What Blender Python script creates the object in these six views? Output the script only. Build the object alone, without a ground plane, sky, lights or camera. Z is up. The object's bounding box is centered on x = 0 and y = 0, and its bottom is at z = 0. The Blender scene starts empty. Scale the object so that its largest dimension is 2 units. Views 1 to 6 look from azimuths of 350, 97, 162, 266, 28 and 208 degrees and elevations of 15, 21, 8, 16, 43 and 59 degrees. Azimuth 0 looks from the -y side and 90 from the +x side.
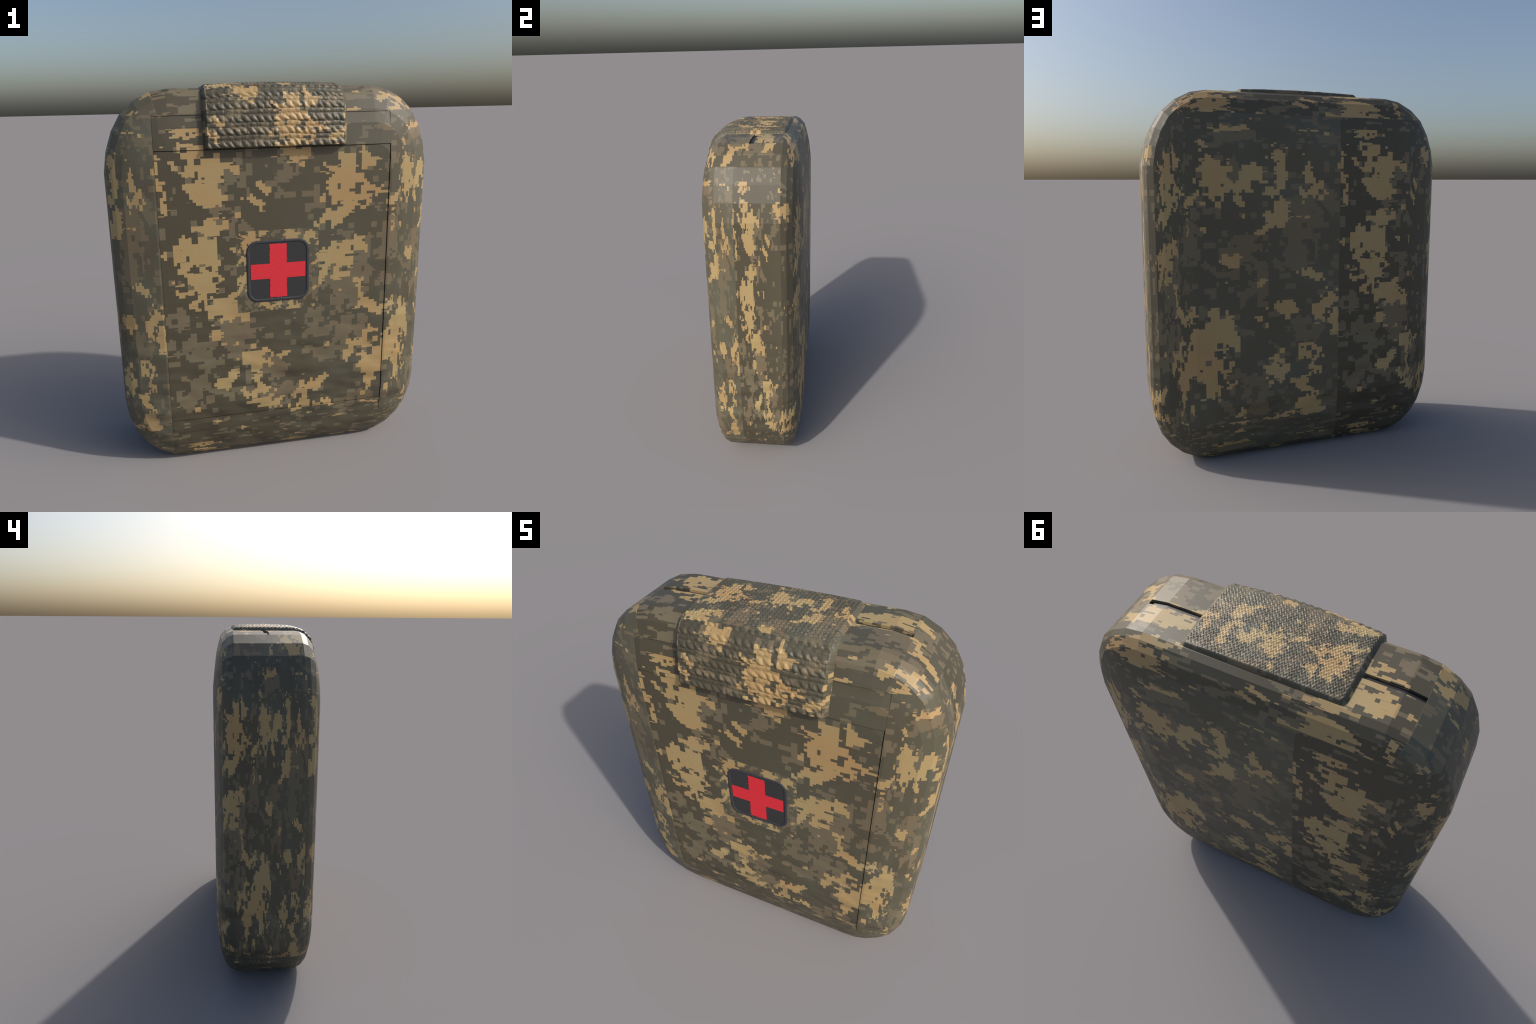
"""Camouflage first-aid pouch: a rounded fabric box with a front pocket, a
knitted grab strap over the top edge and an embroidered red-cross badge."""
import bpy, bmesh, math, random
from mathutils import Vector, noise
import numpy as np

random.seed(7)
YC = 0.0165                 # the bag's mid plane in y

# ------------------------------------------------------------------ helpers
def new_object(name, mesh, parent=None):
    ob = bpy.data.objects.new(name, mesh)
    bpy.context.scene.collection.objects.link(ob)
    if parent is not None:
        ob.parent = parent
    return ob

def mesh_from(name, verts, faces, smooth=False):
    me = bpy.data.meshes.new(name)
    me.from_pydata([tuple(v) for v in verts], [], faces)
    me.validate()
    bm = bmesh.new(); bm.from_mesh(me)
    bmesh.ops.recalc_face_normals(bm, faces=bm.faces)
    bm.to_mesh(me); bm.free()
    me.polygons.foreach_set("use_smooth", [smooth] * len(me.polygons))
    return me

def prism(profile, axis, lo, hi):
    """Extrude a closed 2D profile along an axis; returns verts, faces."""
    def put(p, t):
        return {'x': (t, p[0], p[1]), 'y': (p[0], t, p[1]), 'z': (p[0], p[1], t)}[axis]
    n = len(profile)
    v = [put(p, lo) for p in profile] + [put(p, hi) for p in profile]
    f = [tuple(range(n)), tuple(range(2 * n - 1, n - 1, -1))]
    f += [(i, (i + 1) % n, n + (i + 1) % n, n + i) for i in range(n)]
    return v, f

def boolean(mesh, cutter, operation):
    """Exact boolean of two meshes, returned as a new mesh."""
    a = new_object('work_a', mesh); b = new_object('work_b', cutter)
    m = a.modifiers.new('cut', 'BOOLEAN')
    m.operation, m.object, m.solver = operation, b, 'EXACT'
    dg = bpy.context.evaluated_depsgraph_get()
    out = bpy.data.meshes.new_from_object(a.evaluated_get(dg))
    for o in (a, b):
        bpy.data.objects.remove(o)
    return out

# ---------------------------------------------------------- the bag's shell
# Rounded outline of the widest loop (x, z): six chords per corner.
TOP_ARC = [(.507, 1.971), (.590, 1.957), (.667, 1.918), (.731, 1.861),
           (.778, 1.781), (.809, 1.692), (.826, 1.590)]
LOW_ARC = [(.827, .375), (.815, .275), (.779, .172), (.732, .103),
           (.667, .045), (.590, .008), (.502, .000)]
# Loops from the side wall to the flat face:
# half width, top height, bottom height, distance from the mid plane.
LOOPS = [(.8265, 1.971, .000, .172),
         (.8140, 1.958, .013, .201),
         (.7830, 1.926, .048, .231),
         (.7400, 1.862, .109, .2505),
         (.6740, 1.795, .195, .2660),
         (.5990, 1.690, .322, .2790)]

def loop_points(w, top, low):
    """One rounded outline, scaled about the corner centres of the widest one."""
    q = []
    for x, z in TOP_ARC:
        q.append((.507 + (x - .507) * (w - .507) / (.826 - .507),
                  1.59 + (z - 1.59) * (top - 1.59) / (1.971 - 1.59)))
    for x, z in LOW_ARC:
        q.append((.502 + (x - .502) * (w - .502) / (.827 - .502),
                  .375 - (.375 - z) * (.375 - low) / .375))
    return q + [(-x, z) for x, z in reversed(q)]

def bag_shell(proud=0.0):
    """Loft through the loops; the front border may stand a little proud."""
    verts, faces = [], []
    rows = [(-1, l) for l in reversed(LOOPS)] + [(1, l) for l in LOOPS]
    for side, (w, top, low, off) in rows:
        lift = proud * max(0., (off - .231) / (.279 - .231)) if side < 0 else 0.
        verts += [(x, YC + side * off - lift, z) for x, z in loop_points(w, top, low)]
    n = len(loop_points(1, 1, 0))
    for r in range(len(rows) - 1):
        for i in range(n):
            j = (i + 1) % n
            faces.append((r * n + i, r * n + j, (r + 1) * n + j, (r + 1) * n + i))
    faces.append(tuple(range(n)))
    faces.append(tuple(range(len(verts) - 1, len(verts) - 1 - n, -1)))
    return mesh_from('bag_body', verts, faces)

def box(x, y, z):
    return mesh_from('cutter', *prism([(x[0], y[0]), (x[1], y[0]), (x[1], y[1]), (x[0], y[1])], 'z', *z))

PW, Z_LOW, Z_HEM, Z_SEAM, Z_LID = .588, .189, .269, 1.690, 1.849
shell = bag_shell()

# Front panels: slices of the shell that sit slightly back in their opening.
def front_slice(z0, z1, grow, shift, gap=3.2):
    me = boolean(shell.copy(), box((-PW + grow, PW - gap * grow), (-.5, -.19), (z0, z1)), 'INTERSECT')
    for v in me.vertices:
        v.co.y += shift(v.co.z)
    return me

pocket_mesh = front_slice(Z_HEM + .0006, Z_SEAM - .0026, .0012, lambda z: 0.0)
hem_mesh = front_slice(Z_LOW + .0006, Z_HEM - .0030, .0012, lambda z: -.0024)
lid_mesh = front_slice(Z_SEAM + .0006, Z_LID - .0006, .0012,
                       lambda z: -.0030 + .0045 * max(0., (z - 1.785) / (Z_LID - 1.785)), .6)

body_mesh = boolean(bag_shell(.0032), box((-PW, PW), (-.5, -.212), (Z_LOW, Z_LID)), 'DIFFERENCE')
# The long slot along the top, just over a centimetre deep.
slot_floor = [(-.588, 1.9435), (-.507, 1.9580), (.507, 1.9580), (.588, 1.9435)]
slot_cut = mesh_from('cutter', *prism(slot_floor + [(.588, 2.1), (-.588, 2.1)], 'y', .0052, .0322))
body_mesh = boolean(body_mesh, slot_cut, 'DIFFERENCE')
lining = slot_floor + [(x, z - .004) for x, z in reversed(slot_floor)]
lining_mesh = mesh_from('slot_lining', *prism([(x * .9985, z + .0015) for x, z in lining], 'y', .0054, .0320))

# ------------------------------------------------------------ knitted strap
# Side profiles (y, z) of the strap's outer face: along its middle, along its
# edge, and of the hidden inner face that rests in the bag.
STRAP_MID = [(.187, 1.989), (.16, 1.995), (.10, 1.998), (0, 2.0), (-.10, 1.998), (-.165, 1.993), (-.215, 1.979),
             (-.254, 1.953), (-.277, 1.908), (-.288, 1.85), (-.2945, 1.78), (-.2975, 1.697)]
STRAP_RIM = [(.187, 1.985), (.16, 1.988), (.10, 1.989), (0, 1.990), (-.10, 1.989), (-.163, 1.985), (-.207, 1.971),
             (-.243, 1.942), (-.264, 1.898), (-.277, 1.84), (-.287, 1.775), (-.2945, 1.697)]
STRAP_INNER = [(.187, 1.953), (.16, 1.957), (.10, 1.957), (0, 1.957), (-.09, 1.957), (-.145, 1.952), (-.172, 1.938),
               (-.198, 1.905), (-.215, 1.86), (-.228, 1.82), (-.238, 1.77), (-.246, 1.697)]

def resample(path, count):
    """Smooth a control polyline (Catmull-Rom) and space it evenly."""
    p = np.array(path, float)
    p = np.vstack([2 * p[0] - p[1], p, 2 * p[-1] - p[-2]])
    fine = []
    for i in range(1, len(p) - 2):
        for t in np.linspace(0, 1, 40, endpoint=False):
            a, b, c, d = p[i - 1], p[i], p[i + 1], p[i + 2]
            fine.append(.5 * (2 * b + (c - a) * t + (2 * a - 5 * b + 4 * c - d) * t ** 2 + (3 * b - a - 3 * c + d) * t ** 3))
    fine.append(p[-2])
    fine = np.array(fine)
    s = np.concatenate([[0], np.cumsum(np.linalg.norm(np.diff(fine, axis=0), axis=1))])
    q = np.linspace(0, s[-1], count)
    return np.stack([np.interp(q, s, fine[:, k]) for k in (0, 1)], 1), s[-1]

def knit(x, s, pitch, row, seed):
    """Height 0..1 of a coarse knit: leaning puffs that overhang, then a thin cord, then a furrow."""
    wob = noise.noise(Vector((x * 9, s * 9, seed))) * .22 + noise.noise(Vector((x * 31, s * 31, seed))) * .12
    q = s / row + wob * .40
    k = math.floor(q)
    p = q - k
    each = .85 + .30 * noise.noise(Vector((math.floor(x / pitch) * 3.7, k * 5.3, seed)))
    fuzz = .16 * noise.noise(Vector((x * 95, s * 95, seed)))
    if p < .62:
        t = p / .62
        lean = x / pitch + .60 * t + wob + .13 * math.sin(k * 2.4)
        stitch = .5 + .5 * math.cos(2 * math.pi * lean)
        return math.sin(math.pi * t ** .62) ** .9 * (.25 + .75 * stitch ** .7) * each + fuzz
    t = (p - .62) / .38
    cord = .80 + .20 * math.cos(2 * math.pi * (x / pitch * 1.0 + .3 + wob))
    return .55 * math.sin(math.pi * t) ** .8 * cord * each + fuzz

def chain_knit(x, s, row, pitch, seed):
    """Height 0..1 of a fine chain knit: columns of V-shaped loops along the strap."""
    wob = .25 * noise.noise(Vector((x * 12, s * 12, seed))) + .15 * noise.noise(Vector((x * 40, s * 40, seed)))
    q = x / row + .5 * wob
    k = math.floor(q)
    p = q - k
    jump = noise.noise(Vector((k * 4.1, .3, seed)))
    loop = .5 + .5 * math.cos(2 * math.pi * (s / pitch + 1.1 * abs(p - .5) + jump + wob))
    swell = .75 + .5 * noise.noise(Vector((x * 25, s * 25, seed + 4)))
    return (.12 + .88 * loop ** .8) * (.55 + .45 * math.sin(math.pi * p) ** .6) * swell + .10 * noise.noise(Vector((x * 110, s * 110, seed)))

def strap_mesh():
    nx, ns = 330, 300
    mid, length = resample(STRAP_MID, ns)
    rim, _ = resample(STRAP_RIM, ns)
    inner, _ = resample(STRAP_INNER, ns)
    base = np.zeros((ns, nx, 3)); fade = np.zeros((ns, nx))
    svals = np.linspace(0, length, ns)
    # half width: a little narrower on top, rounded at the back corners
    for i in range(ns):
        front = min(max((svals[i] - .30) / .12, 0), 1)
        half = .352 + .009 * front
        back = max(0., 1 - svals[i] / .035)
        half -= .022 * back ** 2
        for j in range(nx):
            t = -1 + 2 * j / (nx - 1)
            x = half * t
            e = (half - abs(x))                       # distance from the side edge
            bevel = min(e / .027, 1)
            drop = .5 * (1 - bevel) + .5 * (1 - math.sin(bevel * math.pi / 2))
            sb = min(svals[i] / .016, 1)              # rounded back end
            drop = max(drop, 1 - math.sin(sb * math.pi / 2))
            w = min((x / .335) ** 2, 1)
            yz = mid[i] * (1 - w) + rim[i] * w
            yz = yz * (1 - drop) + (inner[i] + (yz - inner[i]) * .12) * drop
            base[i, j] = (x, yz[0], yz[1])
            inner_edge = min(max((e - .014) / .016, 0), 1)
            fade[i, j] = (.40 + .60 * inner_edge) * min(1, .1 + max(0, svals[i] - .012) / .014)
    ds = np.gradient(base, axis=0); dx = np.gradient(base, axis=1)
    nrm = np.cross(dx, ds); nrm /= np.linalg.norm(nrm, axis=2, keepdims=True) + 1e-9
    if nrm[20, nx // 2, 2] < 0:
        nrm = -nrm
    # the fold between the fine top knit and the coarse front knit
    fold = .390
    verts, faces = [], []
    for i in range(ns):
        s = svals[i]
        for j in range(nx):
            x = base[i, j, 0]
            if s < fold:
                h = .0050 * (chain_knit(x + .5, s, .0185, .0215, 3.1) - .62)
            else:
                h = .0080 * (knit(x, length - s + .003, .0365, .060, 8.7) - .72)
            blend = min(1, abs(s - fold) / .016)
            p = base[i, j] + nrm[i, j] * h * blend * fade[i, j]
            verts.append((p[0], p[1], p[2]))
    for i in range(ns - 1):
        for j in range(nx - 1):
            a = i * nx + j
            faces.append((a, a + 1, a + nx + 1, a + nx))
    # hidden inner skin, joined round the border to close the strap
    off = len(verts)
    for i in range(ns):
        for j in (0, nx - 1):
            verts.append((base[i, j, 0] * .97, inner[i, 0], inner[i, 1]))
    for i in range(ns - 1):
        l, r = off + 2 * i, off + 2 * i + 1
        faces.append((l, l + 2, r + 2, r))
        faces.append((i * nx, (i + 1) * nx, l + 2, l))
        faces.append((i * nx + nx - 1, r, r + 2, (i + 1) * nx + nx - 1))
    faces.append(tuple(range(nx)) + (off + 1, off))
    last = (ns - 1) * nx
    faces.append(tuple(range(last, last + nx)) + (off + 2 * ns - 1, off + 2 * ns - 2))
    me = mesh_from('knitted_strap', verts, faces, True)
    flat = np.ones(len(me.polygons), bool)
    for k in range(len(me.polygons) - 2 - 3 * (ns - 1), len(me.polygons)):
        flat[k] = False
    me.polygons.foreach_set("use_smooth", flat)
    return me

# --------------------------------------------------------- embroidered badge
BZ, BY = 1.070, YC - .279          # badge centre height, pocket face

def rounded_square(half, radius, n=9):
    pts = []
    for q in range(4):
        cx = (half - radius) * (1 if q in (0, 3) else -1)
        cz = (half - radius) * (1 if q in (0, 1) else -1)
        for k in range(n):
            a = math.pi / 2 * (q + k / (n - 1))
            pts.append((cx + radius * math.cos(a), cz + radius * math.sin(a)))
    return pts

def badge_field():
    pts = [(x, BZ + z) for x, z in rounded_square(.152, .048)]
    return mesh_from('badge', *prism(pts, 'y', BY - .0016, BY + .002))

def badge_border():
    """A corded, overlocked rim: a flattened round section swept round the badge."""
    path = rounded_square(.155, .050, 14)
    dense = []
    for (ax, az), (bx, bz) in zip(path, path[1:] + path[:1]):
        n = max(1, int(math.hypot(bx - ax, bz - az) / .0035))
        dense += [(ax + (bx - ax) * k / n, az + (bz - az) * k / n) for k in range(n)]
    verts, faces, m, N = [], [], 10, len(dense)
    for i, (x, z) in enumerate(dense):
        px, pz = dense[i - 1]; qx, qz = dense[(i + 1) % N]
        t = Vector((qx - px, qz - pz)).normalized(); o = Vector((t.y, -t.x))
        thread = 1 + .10 * math.sin(i * 1.9) + .06 * noise.noise(Vector((x * 60, z * 60, 1)))
        for k in range(m):
            a = 2 * math.pi * k / m
            r = .0082 * math.cos(a) * thread
            verts.append((x + o.x * r, BY - .0014 - .0026 * math.sin(a) * thread, BZ + z + o.y * r))
    for i in range(N):
        for k in range(m):
            a, b = i * m, ((i + 1) % N) * m
            faces.append((a + k, a + (k + 1) % m, b + (k + 1) % m, b + k))
    return mesh_from('badge_border', verts, faces, True)

def badge_cross():
    """Satin-stitched cross: rows of threads with slightly ragged ends."""
    aw, ah, lx, lz = .0450, .0400, .1430, .1420
    rnd = random.Random(3)
    pts = []
    def run(a, b, ragged):
        n = 26
        for k in range(n):
            t = k / n
            j = rnd.uniform(-.0026, .0026) if ragged and k else 0
            x, z = a[0] + (b[0] - a[0]) * t, a[1] + (b[1] - a[1]) * t
            pts.append((x + (j if abs(b[1] - a[1]) > abs(b[0] - a[0]) else 0),
                        BZ + z + (j if abs(b[0] - a[0]) > abs(b[1] - a[1]) else 0)))
    c = [(aw, lz), (-aw, lz), (-aw, ah), (-lx, ah), (-lx, -ah), (-aw, -ah), (-aw, -lz), (aw, -lz),
         (aw, -ah), (lx, -ah), (lx, ah), (aw, ah)]
    for k in range(12):
        run(c[k], c[(k + 1) % 12], k in (0, 1, 5, 6, 7, 11))
    return mesh_from('red_cross', *prism(pts, 'y', BY - .0030, BY - .0005))

# ---------------------------------------------------------------- materials
class Nodes:
    """Small wrapper that turns arithmetic into shader nodes."""
    def __init__(self, tree):
        self.t = tree
    def add(self, kind, **props):
        n = self.t.nodes.new(kind)
        for k, v in props.items():
            setattr(n, k, v)
        return n
    def plug(self, sock, value):
        if isinstance(value, bpy.types.NodeSocket):
            self.t.links.new(value, sock)
        else:
            sock.default_value = value
    def m(self, op, *args, clamp=False):
        n = self.add('ShaderNodeMath', operation=op, use_clamp=clamp)
        for s, v in zip(n.inputs, args):
            self.plug(s, v)
        return n.outputs[0]
    def vec(self, x, y, z=0.0):
        n = self.add('ShaderNodeCombineXYZ')
        for s, v in zip(n.inputs, (x, y, z)):
            self.plug(s, v)
        return n.outputs[0]
    def pick(self, cond, yes, no):
        """yes where cond is 1, else no (scalars)."""
        n = self.add('ShaderNodeMix', data_type='FLOAT')
        self.plug(n.inputs[0], cond); self.plug(n.inputs[2], no); self.plug(n.inputs[3], yes)
        return n.outputs[0]
    def mix(self, fac, a, b, blend='MIX'):
        n = self.add('ShaderNodeMix', data_type='RGBA', blend_type=blend)
        self.plug(n.inputs[0], fac); self.plug(n.inputs[6], a); self.plug(n.inputs[7], b)
        return n.outputs[2]
    def noise(self, vec, scale, detail=1.0, w=None):
        n = self.add('ShaderNodeTexNoise')
        if w is not None:
            n.noise_dimensions = '4D'; n.inputs['W'].default_value = w
        self.plug(n.inputs['Vector'], vec)
        n.inputs['Scale'].default_value = scale; n.inputs['Detail'].default_value = detail
        return n.outputs[0]

REPEAT = 2.05     # the printed cloth repeats after this many metres

# Where the printed pattern carries its larger patches, in cloth metres:
# (along, up, half length, half height[, lean in degrees]).
SAND_LEFT = [
    (0.01, 1.53, 0.022, 0.126), (0.25, 1.62, 0.112, 0.042), (0.24, 1.50, 0.080, 0.086), (0.17, 1.69, 0.045, 0.044),
    (0.15, 1.83, 0.079, 0.023), (0.67, 1.65, 0.061, 0.058), (0.93, 1.55, 0.067, 0.086), (0.94, 1.44, 0.119, 0.039),
    (1.09, 1.46, 0.066, 0.039), (0.97, 1.39, 0.089, 0.033), (1.06, 1.63, 0.030, 0.047, 30), (0.48, 1.51, .054, .016, -40),
    (1.23, 1.43, 0.035, 0.030), (0.26, 1.31, 0.059, 0.054), (0.17, 1.19, 0.097, 0.078), (0.25, 1.16, 0.048, 0.079),
    (0.21, 1.04, 0.064, 0.070), (0.12, 1.11, 0.034, 0.043), (0.28, 0.91, 0.095, 0.045), (0.88, 1.33, 0.051, 0.036),
    (0.95, 1.17, 0.098, 0.055), (0.89, 1.11, 0.083, 0.055), (0.82, 1.05, 0.017, 0.070), (0.91, 1.03, 0.032, 0.046),
    (0.09, 0.99, 0.041, 0.018, -40), (0.48, 1.43, .054, .014, -35), (0.08, 1.63, 0.030, 0.022)]
SAND_LOW = [
    (0.38, 0.85, 0.090, 0.025), (0.46, 0.59, 0.062, 0.048), (0.56, 0.59, 0.059, 0.022, 10),
    (0.45, 0.50, 0.031, 0.041), (0.41, 0.41, 0.063, 0.019), (0.50, 0.38, 0.053, 0.066), (0.51, 0.32, 0.071, 0.043),
    (0.80, 0.42, 0.040, 0.039), (0.71, 0.34, 0.040, 0.063), (0.69, 0.27, 0.066, 0.032), (0.25, 0.75, 0.018, 0.036),
    (0.86, 0.28, 0.052, 0.020, -35), (1.03, 0.62, 0.063, 0.019), (0.96, 0.57, 0.024, 0.046),
    (1.07, 0.68, 0.022, 0.049), (1.14, 0.52, 0.038, 0.074), (1.11, 0.40, 0.023, 0.048),
    (1.11, 0.24, 0.058, 0.021, -20), (1.04, 0.93, 0.025, 0.047), (1.03, 0.85, 0.051, 0.037), (1.10, 0.82, 0.048, 0.022)]
SAND_RIGHT = [
    (1.31, 1.65, 0.025, 0.056), (1.37, 1.52, 0.079, 0.086), (1.41, 1.46, 0.047, 0.033), (1.57, 1.55, 0.052, 0.050),
    (1.49, 1.48, 0.060, 0.038), (1.49, 1.41, 0.048, 0.029), (1.25, 1.43, 0.047, 0.024, 40), (1.69, 1.63, 0.031, 0.038),
    (1.72, 1.55, 0.045, 0.055), (1.69, 1.45, 0.032, 0.060), (1.71, 1.39, 0.050, 0.022), (1.69, 1.32, 0.059, 0.052),
    (1.86, 1.56, 0.026, 0.060), (1.89, 1.46, 0.042, 0.044, -30), (1.87, 1.84, 0.069, 0.017), (1.44, 1.84, 0.105, 0.022),
    (1.44, 1.10, 0.026, 0.043, -30), (1.85, 1.03, 0.067, 0.018, -35), (1.74, 0.84, 0.057, 0.050), (2.00, 0.88, 0.065, 0.042),
    (1.94, 0.80, 0.030, 0.056), (2.04, 0.76, 0.025, 0.076), (1.20, 0.84, 0.052, 0.039), (1.35, 0.84, 0.039, 0.048),
    (1.38, 0.77, 0.087, 0.044), (1.31, 0.67, 0.154, 0.076), (1.26, 0.56, 0.163, 0.076), (1.33, 0.46, 0.035, 0.068),
    (1.11, 0.48, 0.048, 0.058), (1.68, 0.49, 0.071, 0.061), (1.86, 0.59, 0.049, 0.038), (1.92, 0.50, 0.025, 0.053),
    (1.83, 0.41, 0.029, 0.048), (1.88, 0.28, 0.065, 0.083), (1.88, 0.20, 0.095, 0.045), (1.48, 0.16, 0.055, 0.024),
    (1.69, 0.17, 0.077, 0.019), (1.60, 1.25, 0.016, 0.032)]
EARTH = [
    (0.35, 1.55, 0.043, 0.043), (0.62, 1.55, 0.048, 0.037), (0.37, 0.75, 0.091, 0.100), (0.07, 0.85, 0.070, 0.045),
    (0.16, 0.68, 0.082, 0.054), (0.23, 0.58, 0.047, 0.051), (0.15, 0.46, 0.054, 0.063), (0.10, 0.38, 0.064, 0.045),
    (0.56, 0.53, 0.070, 0.049), (0.59, 0.38, 0.047, 0.062), (0.97, 0.97, 0.117, 0.093), (1.05, 1.14, 0.035, 0.069),
    (1.17, 1.18, 0.043, 0.059), (0.78, 0.76, 0.060, 0.073), (0.94, 0.69, 0.044, 0.086), (0.85, 0.59, 0.065, 0.034),
    (0.98, 0.26, 0.042, 0.041), (1.46, 1.77, 0.097, 0.048), (1.47, 1.56, 0.051, 0.058), (1.82, 1.34, 0.094, 0.088),
    (1.82, 1.23, 0.089, 0.089), (1.78, 1.10, 0.084, 0.045), (1.21, 1.21, 0.065, 0.108), (1.49, 1.17, 0.088, 0.065),
    (1.59, 1.06, 0.041, 0.066), (1.59, 0.97, 0.068, 0.044), (1.87, 0.71, 0.093, 0.052), (1.56, 0.45, 0.060, 0.051),
    (1.60, 0.31, 0.042, 0.071), (1.97, 0.28, 0.061, 0.050), (1.98, 1.76, 0.057, 0.043), (1.97, 1.42, 0.058, 0.049),
    (0.28, 1.17, 0.03, 0.03), (0.36, 1.31, 0.03, 0.05)]

# printed inks (linear)
OLIVE, OLIVE_WARM, OLIVE_DEEP = (.098, .095, .066, 1), (.086, .073, .045, 1), (.067, .057, .035, 1)
SOIL, SOIL_COOL = (.155, .117, .070, 1), (.142, .122, .076, 1)
SAND, SAND_PALE = (.380, .243, .104, 1), (.365, .275, .128, 1)

def camo_group():
    g = bpy.data.node_groups.new('digital_camouflage', 'ShaderNodeTree')
    g.interface.new_socket('Cloth', in_out='INPUT', socket_type='NodeSocketVector')
    g.interface.new_socket('Color', in_out='OUTPUT', socket_type='NodeSocketColor')
    N = Nodes(g)
    cloth = N.add('NodeGroupInput').outputs[0]
    sep = N.add('ShaderNodeSeparateXYZ'); N.plug(sep.inputs[0], cloth)
    u = N.m('FLOORED_MODULO', sep.outputs[0], REPEAT)
    v = N.m('FLOORED_MODULO', sep.outputs[1], 2.0)
    cell = .0155                                   # one printed pixel; most shapes step by two
    def snap(a, step):
        return N.m('MULTIPLY', N.m('ADD', N.m('FLOOR', N.m('DIVIDE', a, step)), .5), step)
    grid = N.vec(snap(u, cell), snap(v, cell))
    block = N.vec(snap(u, 2 * cell), snap(v, 1.9 * cell))
    # patch outlines wander, so that they branch and join in steps
    wander = N.vec(N.m('MULTIPLY', N.m('SUBTRACT', N.noise(grid, 15, 1.0, 41.3), .5), .17),
                   N.m('MULTIPLY', N.m('SUBTRACT', N.noise(grid, 17, 1.0, 47.9), .5), .15))
    bent = N.add('ShaderNodeVectorMath', operation='ADD')
    N.plug(bent.inputs[0], grid); N.plug(bent.inputs[1], wander)
    bent = bent.outputs[0]
    def nearest(patches):
        best = None
        for p in patches:
            mp = N.add('ShaderNodeMapping', vector_type='TEXTURE')
            at = bent
            if best is not None:                   # chained, so that patches are worked out one after another
                ma = N.add('ShaderNodeVectorMath', operation='MULTIPLY_ADD')
                N.plug(ma.inputs[0], best); ma.inputs[1].default_value = (0, 0, 1e-9); N.plug(ma.inputs[2], bent)
                at = ma.outputs[0]
            N.plug(mp.inputs['Vector'], at)
            mp.inputs['Location'].default_value = (p[0], p[1], 0)
            mp.inputs['Scale'].default_value = (p[2], p[3], 1)
            mp.inputs['Rotation'].default_value = (0, 0, math.radians(p[4]) if len(p) > 4 else 0)
            ln = N.add('ShaderNodeVectorMath', operation='LENGTH')
            N.plug(ln.inputs[0], mp.outputs[0])
            best = ln.outputs['Value'] if best is None else N.m('MINIMUM', best, ln.outputs['Value'])
        return best
    coarse = N.m('SUBTRACT', N.noise(grid, 22, 0.0, .3), .5)
    fine = N.m('SUBTRACT', N.noise(block, 41, 0.0, 2.7), .5)
    ragged = N.m('ADD', N.m('MULTIPLY', coarse, 1.2), N.m('MULTIPLY', fine, 1.5))
    d_sand = nearest(SAND_LEFT + SAND_LOW + SAND_RIGHT)
    d_soil = nearest(EARTH)
    sand = N.m('LESS_THAN', N.m('ADD', d_sand, ragged), 1.07)
    ragged2 = N.m('ADD', N.m('MULTIPLY', N.m('SUBTRACT', N.noise(grid, 19, 0.0, 5.1), .5), 1.9), N.m('MULTIPLY', fine, -1.3))
    soil = N.m('LESS_THAN', N.m('ADD', d_soil, ragged2), 1.12)
    # loose single pixels round the patches
    stray = N.m('SUBTRACT', N.noise(grid, 8.5, 1.0, 21.7), N.m('MULTIPLY', ragged, .10))
    sand = N.m('MAXIMUM', sand, N.m('MULTIPLY', N.m('GREATER_THAN', stray, .695), N.m('GREATER_THAN', d_sand, 1.75)))
    speck = N.noise(block, 37, 0.0, 9.3)
    halo = N.m('LESS_THAN', d_sand, 2.6)
    sand = N.m('MAXIMUM', sand, N.m('MULTIPLY', halo, N.m('GREATER_THAN', speck, .765)))
    sand = N.m('MULTIPLY', sand, N.m('GREATER_THAN', speck, .29))
    soil = N.m('MAXIMUM', soil, N.m('GREATER_THAN', N.noise(block, 24, 0.0, 12.9), .675))
    soil = N.m('MAXIMUM', soil, N.m('GREATER_THAN', N.m('ADD', N.noise(grid, 9, 1.0, 31.1), N.m('MULTIPLY', ragged2, .08)), .62))
    soil = N.m('MULTIPLY', soil, N.m('GREATER_THAN', N.noise(block, 30, 0.0, 17.5), .30))
    drift = N.m('MULTIPLY', N.m('SUBTRACT', N.noise(cloth, 3.1, 2.0), .35), 3.0, clamp=True)
    # the dye runs deeper at the start of each repeat than at its end
    along = N.m('DIVIDE', u, REPEAT)
    base = N.mix(drift, OLIVE, OLIVE_WARM)
    base = N.mix(N.m('MULTIPLY', N.m('SUBTRACT', .85, along), 1.3, clamp=True), base, OLIVE_DEEP)
    base = N.mix(soil, base, N.mix(drift, SOIL_COOL, SOIL))
    base = N.mix(sand, base, N.mix(drift, SAND_PALE, SAND))
    out = N.add('NodeGroupOutput'); N.plug(out.inputs[0], base)
    return g

CAMO = camo_group()

def start(name):
    m = bpy.data.materials.new(name); m.use_nodes = True
    t = m.node_tree
    return m, Nodes(t), t.nodes['Principled BSDF']

def object_xyz(N):
    tc = N.add('ShaderNodeTexCoord').outputs['Object']
    s = N.add('ShaderNodeSeparateXYZ'); N.plug(s.inputs[0], tc)
    return tc, s.outputs[0], s.outputs[1], s.outputs[2]

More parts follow.
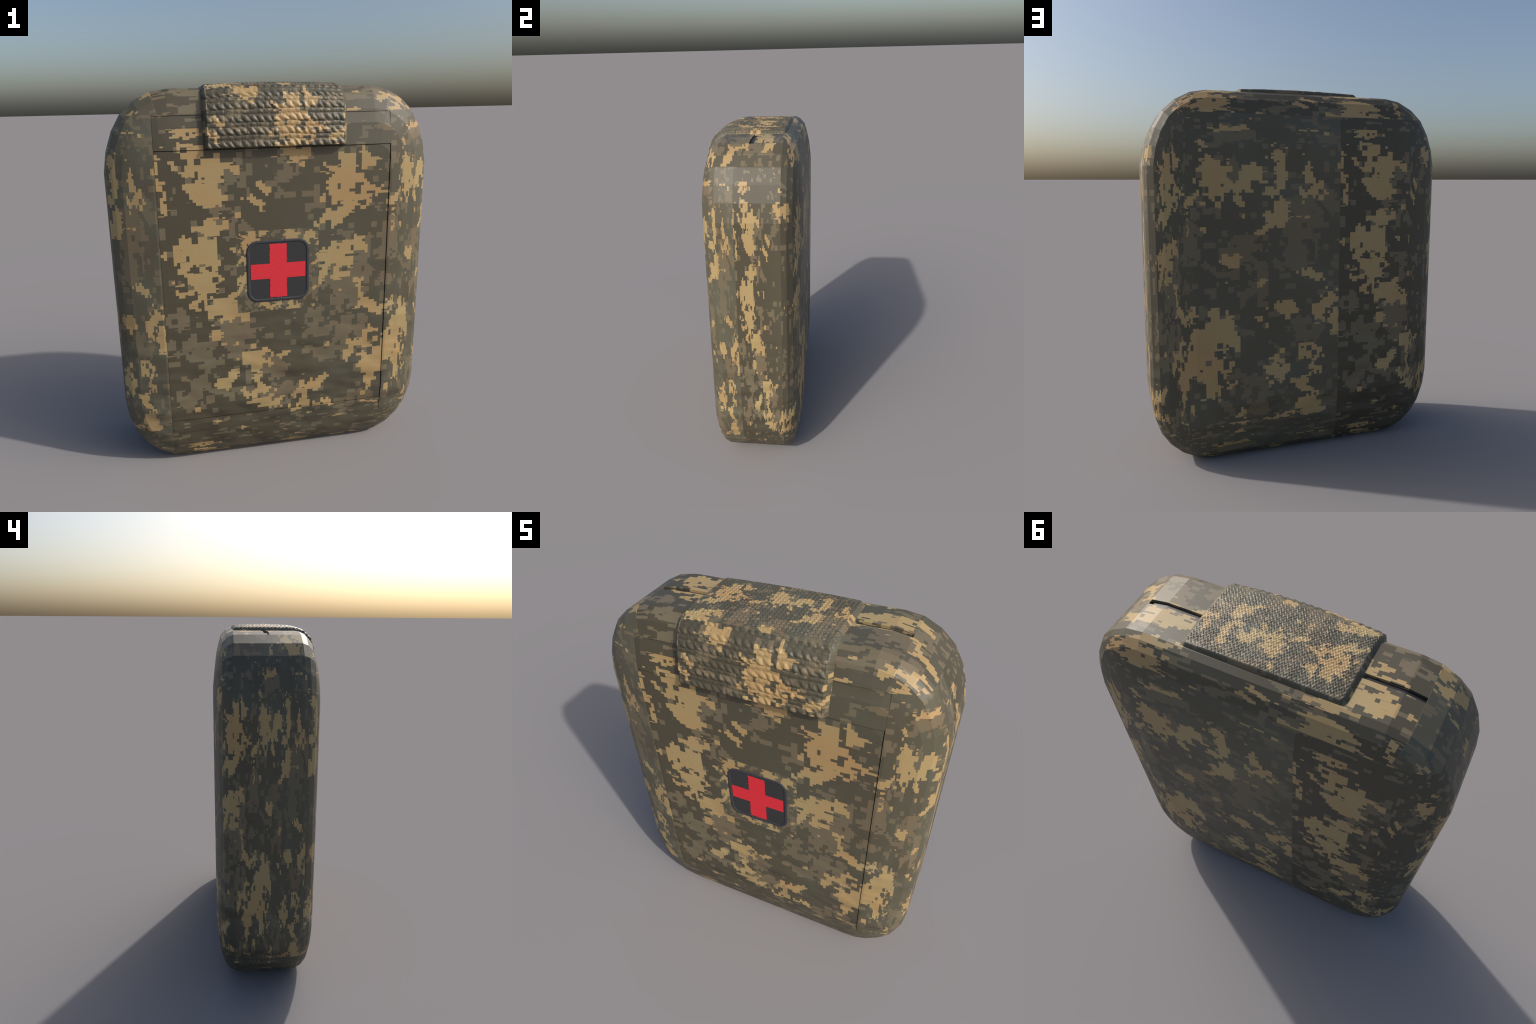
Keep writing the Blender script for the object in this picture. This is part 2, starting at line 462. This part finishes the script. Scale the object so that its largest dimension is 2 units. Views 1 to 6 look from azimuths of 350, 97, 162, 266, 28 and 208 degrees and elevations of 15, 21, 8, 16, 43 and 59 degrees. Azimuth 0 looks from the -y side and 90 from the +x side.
def print_camo(N, bsdf, tc, u, v, rough, grain=.10, creases=None):
    g = N.add('ShaderNodeGroup'); g.node_tree = CAMO
    N.plug(g.inputs[0], N.vec(u, v))
    weave = N.noise(tc, 150, 3.0)
    shade = N.m('ADD', 1 - grain, N.m('MULTIPLY', weave, 2 * grain))
    col = N.mix(1.0, g.outputs[0], N.vec(shade, shade, shade), 'MULTIPLY')
    N.plug(bsdf.inputs['Base Color'], col)
    bsdf.inputs['Roughness'].default_value = rough
    bump = N.add('ShaderNodeBump'); bump.inputs['Strength'].default_value = .10; bump.inputs['Distance'].default_value = .002
    N.plug(bump.inputs['Height'], weave)
    if creases is not None:
        soft = N.add('ShaderNodeBump'); soft.inputs['Strength'].default_value = .8; soft.inputs['Distance'].default_value = .050
        N.plug(soft.inputs['Height'], creases); N.plug(bump.inputs['Normal'], soft.outputs[0])
    N.plug(bsdf.inputs['Normal'], bump.outputs[0])

def cloth_material():
    """Printed cloth wrapped round the bag, with its repeats meeting at the seams."""
    m, N, bsdf = start('printed_camouflage_cloth')
    tc, x, y, z = object_xyz(N)
    yc = N.m('SUBTRACT', y, YC)
    ax, ay = N.m('ABSOLUTE', x), N.m('ABSOLUTE', yc)
    # distance from the rounded outline tells the side wall from the faces
    qx = N.m('SUBTRACT', ax, .5)
    qz = N.m('SUBTRACT', N.m('ABSOLUTE', N.m('SUBTRACT', z, .985)), .655)
    out = N.m('SQRT', N.m('ADD', N.m('POWER', N.m('MAXIMUM', qx, 0.), 2.), N.m('POWER', N.m('MAXIMUM', qz, 0.), 2.)))
    d = N.m('SUBTRACT', N.m('ADD', out, N.m('MINIMUM', N.m('MAXIMUM', qx, qz), 0.)), .33)
    side = N.m('GREATER_THAN', N.m('ADD', d, .002), N.m('SUBTRACT', ay, .2))
    # the cloth is drawn in towards the side edges
    right, front = N.m('GREATER_THAN', x, 0.), N.m('LESS_THAN', yc, 0.)
    gather = N.pick(front, N.pick(right, 1.28, .9), N.pick(right, 1.85, 1.36))
    e = N.m('ADD', x, N.m('MULTIPLY', N.m('SIGN', x), N.m('MULTIPLY', N.m('MAXIMUM', N.m('SUBTRACT', ax, .62), 0.), gather)))
    face_u = N.pick(N.m('LESS_THAN', yc, 0.), N.m('ADD', e, .588), N.m('SUBTRACT', -.195, e))
    right_u = N.pick(N.m('LESS_THAN', yc, -.0735),
                     N.m('ADD', REPEAT, N.m('MULTIPLY', N.m('ADD', yc, .0735), 3.4)),
                     N.m('MULTIPLY', N.m('ADD', yc, .0735), 2.94))
    left_u = N.m('SUBTRACT', 1.45, N.m('MULTIPLY', yc, 3.0))
    side_u = N.pick(N.m('GREATER_THAN', x, 0.), right_u, left_u)
    u = N.pick(side, side_u, face_u)
    # up the shoulders the side print follows the curve; low down it is drawn together
    turn = N.m('ARCTAN2', N.m('SUBTRACT', z, 1.64), N.m('MAXIMUM', qx, .02))
    curve = N.m('MULTIPLY', N.m('MAXIMUM', turn, 0.), .42)
    v = N.pick(side, N.m('ADD', N.m('MINIMUM', z, 1.64), curve),
               N.m('ADD', z, N.m('MULTIPLY', N.m('MAXIMUM', N.m('SUBTRACT', z, 1.70), 0.), .8)))
    v = N.m('SUBTRACT', v, N.m('MULTIPLY', N.m('MAXIMUM', N.m('SUBTRACT', .26, z), 0.), 1.6))
    # separate strip over the top, its print stretched along the bag
    top = N.m('MULTIPLY', N.m('GREATER_THAN', z, 1.853), N.m('LESS_THAN', ax, .728))
    fold = N.m('MULTIPLY', N.m('SIGN', yc), N.m('MINIMUM', d, 0.))
    bend = N.m('ARCTAN2', N.m('MAXIMUM', qx, 0.), N.m('MAXIMUM', N.m('SUBTRACT', z, 1.64), .01))
    along = N.m('MULTIPLY', N.m('SIGN', x), N.m('ADD', N.m('MINIMUM', ax, .5), N.m('MULTIPLY', bend, .33)))
    u = N.pick(top, N.m('ADD', N.m('MULTIPLY', along, .85), .50), u)
    v = N.pick(top, N.m('ADD', N.m('MULTIPLY', N.m('SUBTRACT', yc, fold), 1.6), 1.02), v)
    # bottom
    low = N.m('MULTIPLY', side, N.m('LESS_THAN', z, .06))
    u = N.pick(low, N.m('MULTIPLY', x, .9), u)
    v = N.pick(low, N.m('ADD', N.m('MULTIPLY', yc, 1.6), .6), v)
    # a finer printed square behind the badge
    sq = N.m('MULTIPLY', N.m('LESS_THAN', yc, 0.),
             N.m('LESS_THAN', N.m('MAXIMUM', ax, N.m('ABSOLUTE', N.m('SUBTRACT', z, BZ))), .2145))
    u = N.pick(sq, N.m('ADD', N.m('MULTIPLY', x, 2.0), 1.22), u)
    v = N.pick(sq, N.m('ADD', N.m('MULTIPLY', N.m('SUBTRACT', z, BZ), 2.0), 1.20), v)
    # faint slack folds, mostly in the lower half
    mp = N.add('ShaderNodeMapping'); N.plug(mp.inputs['Vector'], tc)
    mp.inputs['Scale'].default_value = (1.0, 1.0, 2.2); mp.inputs['Rotation'].default_value = (0, .35, 0)
    folds = N.noise(mp.outputs[0], 4.2, 1.5)
    folds = N.m('MULTIPLY', folds, N.m('MULTIPLY', N.m('SUBTRACT', 1.15, z), 1.1, clamp=True))
    print_camo(N, bsdf, tc, u, v, .50, creases=folds)
    return m

def strap_material():
    m, N, bsdf = start('printed_camouflage_knit')
    tc, x, y, z = object_xyz(N)
    front = N.m('LESS_THAN', y, -.212)
    u = N.pick(front, N.m('ADD', N.m('MULTIPLY', x, 1.2), .86), N.m('ADD', N.m('MULTIPLY', x, 1.75), 1.35))
    v = N.pick(front, N.m('ADD', N.m('MULTIPLY', z, 1.2), -.68), N.m('ADD', N.m('MULTIPLY', y, 1.75), 1.45))
    print_camo(N, bsdf, tc, u, v, .50, .22)
    return m

def thread_material(name, colour, dark, scale, rough, axis_bands, relief=.3):
    """Embroidery: fine thread lines as bands plus soft mottling."""
    m, N, bsdf = start(name)
    tc, x, y, z = object_xyz(N)
    w = N.add('ShaderNodeTexWave', bands_direction=axis_bands)
    N.plug(w.inputs['Vector'], tc)
    w.inputs['Scale'].default_value = scale
    w.inputs['Distortion'].default_value = 1.2; w.inputs['Detail Scale'].default_value = 8
    mot = N.noise(tc, 260, 2.0)
    fac = N.m('ADD', N.m('MULTIPLY', w.outputs['Fac'], .55), N.m('MULTIPLY', mot, .6), clamp=True)
    N.plug(bsdf.inputs['Base Color'], N.mix(fac, dark, colour))
    bsdf.inputs['Roughness'].default_value = rough
    b = N.add('ShaderNodeBump'); b.inputs['Strength'].default_value = relief; b.inputs['Distance'].default_value = .002
    N.plug(b.inputs['Height'], w.outputs['Fac']); N.plug(bsdf.inputs['Normal'], b.outputs[0])
    return m

def plain_material(name, colour, rough):
    m, N, bsdf = start(name)
    tc = object_xyz(N)[0]
    n = N.noise(tc, 90, 2.0)
    dark = tuple(c * .7 for c in colour[:3]) + (1,)
    N.plug(bsdf.inputs['Base Color'], N.mix(n, dark, colour))
    bsdf.inputs['Roughness'].default_value = rough
    return m

cloth, knit_cloth = cloth_material(), strap_material()
black_twill = thread_material('black_twill', (.032, .033, .036, 1), (.019, .019, .021, 1), 100, .75, 'DIAGONAL', .15)
rim_thread = thread_material('black_overlock_thread', (.040, .044, .055, 1), (.015, .016, .020, 1), 110, .65, 'DIAGONAL')
red_thread = thread_material('red_satin_thread', (.78, .023, .042, 1), (.52, .012, .023, 1), 85, .6, 'Z', .3)
dark_lining = plain_material('dark_lining', (.030, .030, .034, 1), .45)

# ----------------------------------------------------------------- assembly
bag = bpy.data.objects.new('first_aid_pouch', None)
bpy.context.scene.collection.objects.link(bag)
bag['label'] = 'upright camouflage first-aid pouch with knitted strap and red cross badge'
bag['category'] = 'first aid kit'

def part(name, mesh, material, parent=bag):
    mesh.name = name
    mesh.materials.clear(); mesh.materials.append(material)
    return new_object(name, mesh, parent)

body = part('bag_body', body_mesh, cloth)
part('slot_lining', lining_mesh, dark_lining, body)
pocket = part('front_pocket', pocket_mesh, cloth)
part('pocket_hem', hem_mesh, cloth)
part('pocket_lid', lid_mesh, cloth)
part('knitted_strap', strap_mesh(), knit_cloth)
badge = part('badge', badge_field(), black_twill)
part('badge_border', badge_border(), rim_thread, badge)
part('red_cross', badge_cross(), red_thread, badge)
for me in bpy.data.meshes:
    if me.users == 0:
        bpy.data.meshes.remove(me)
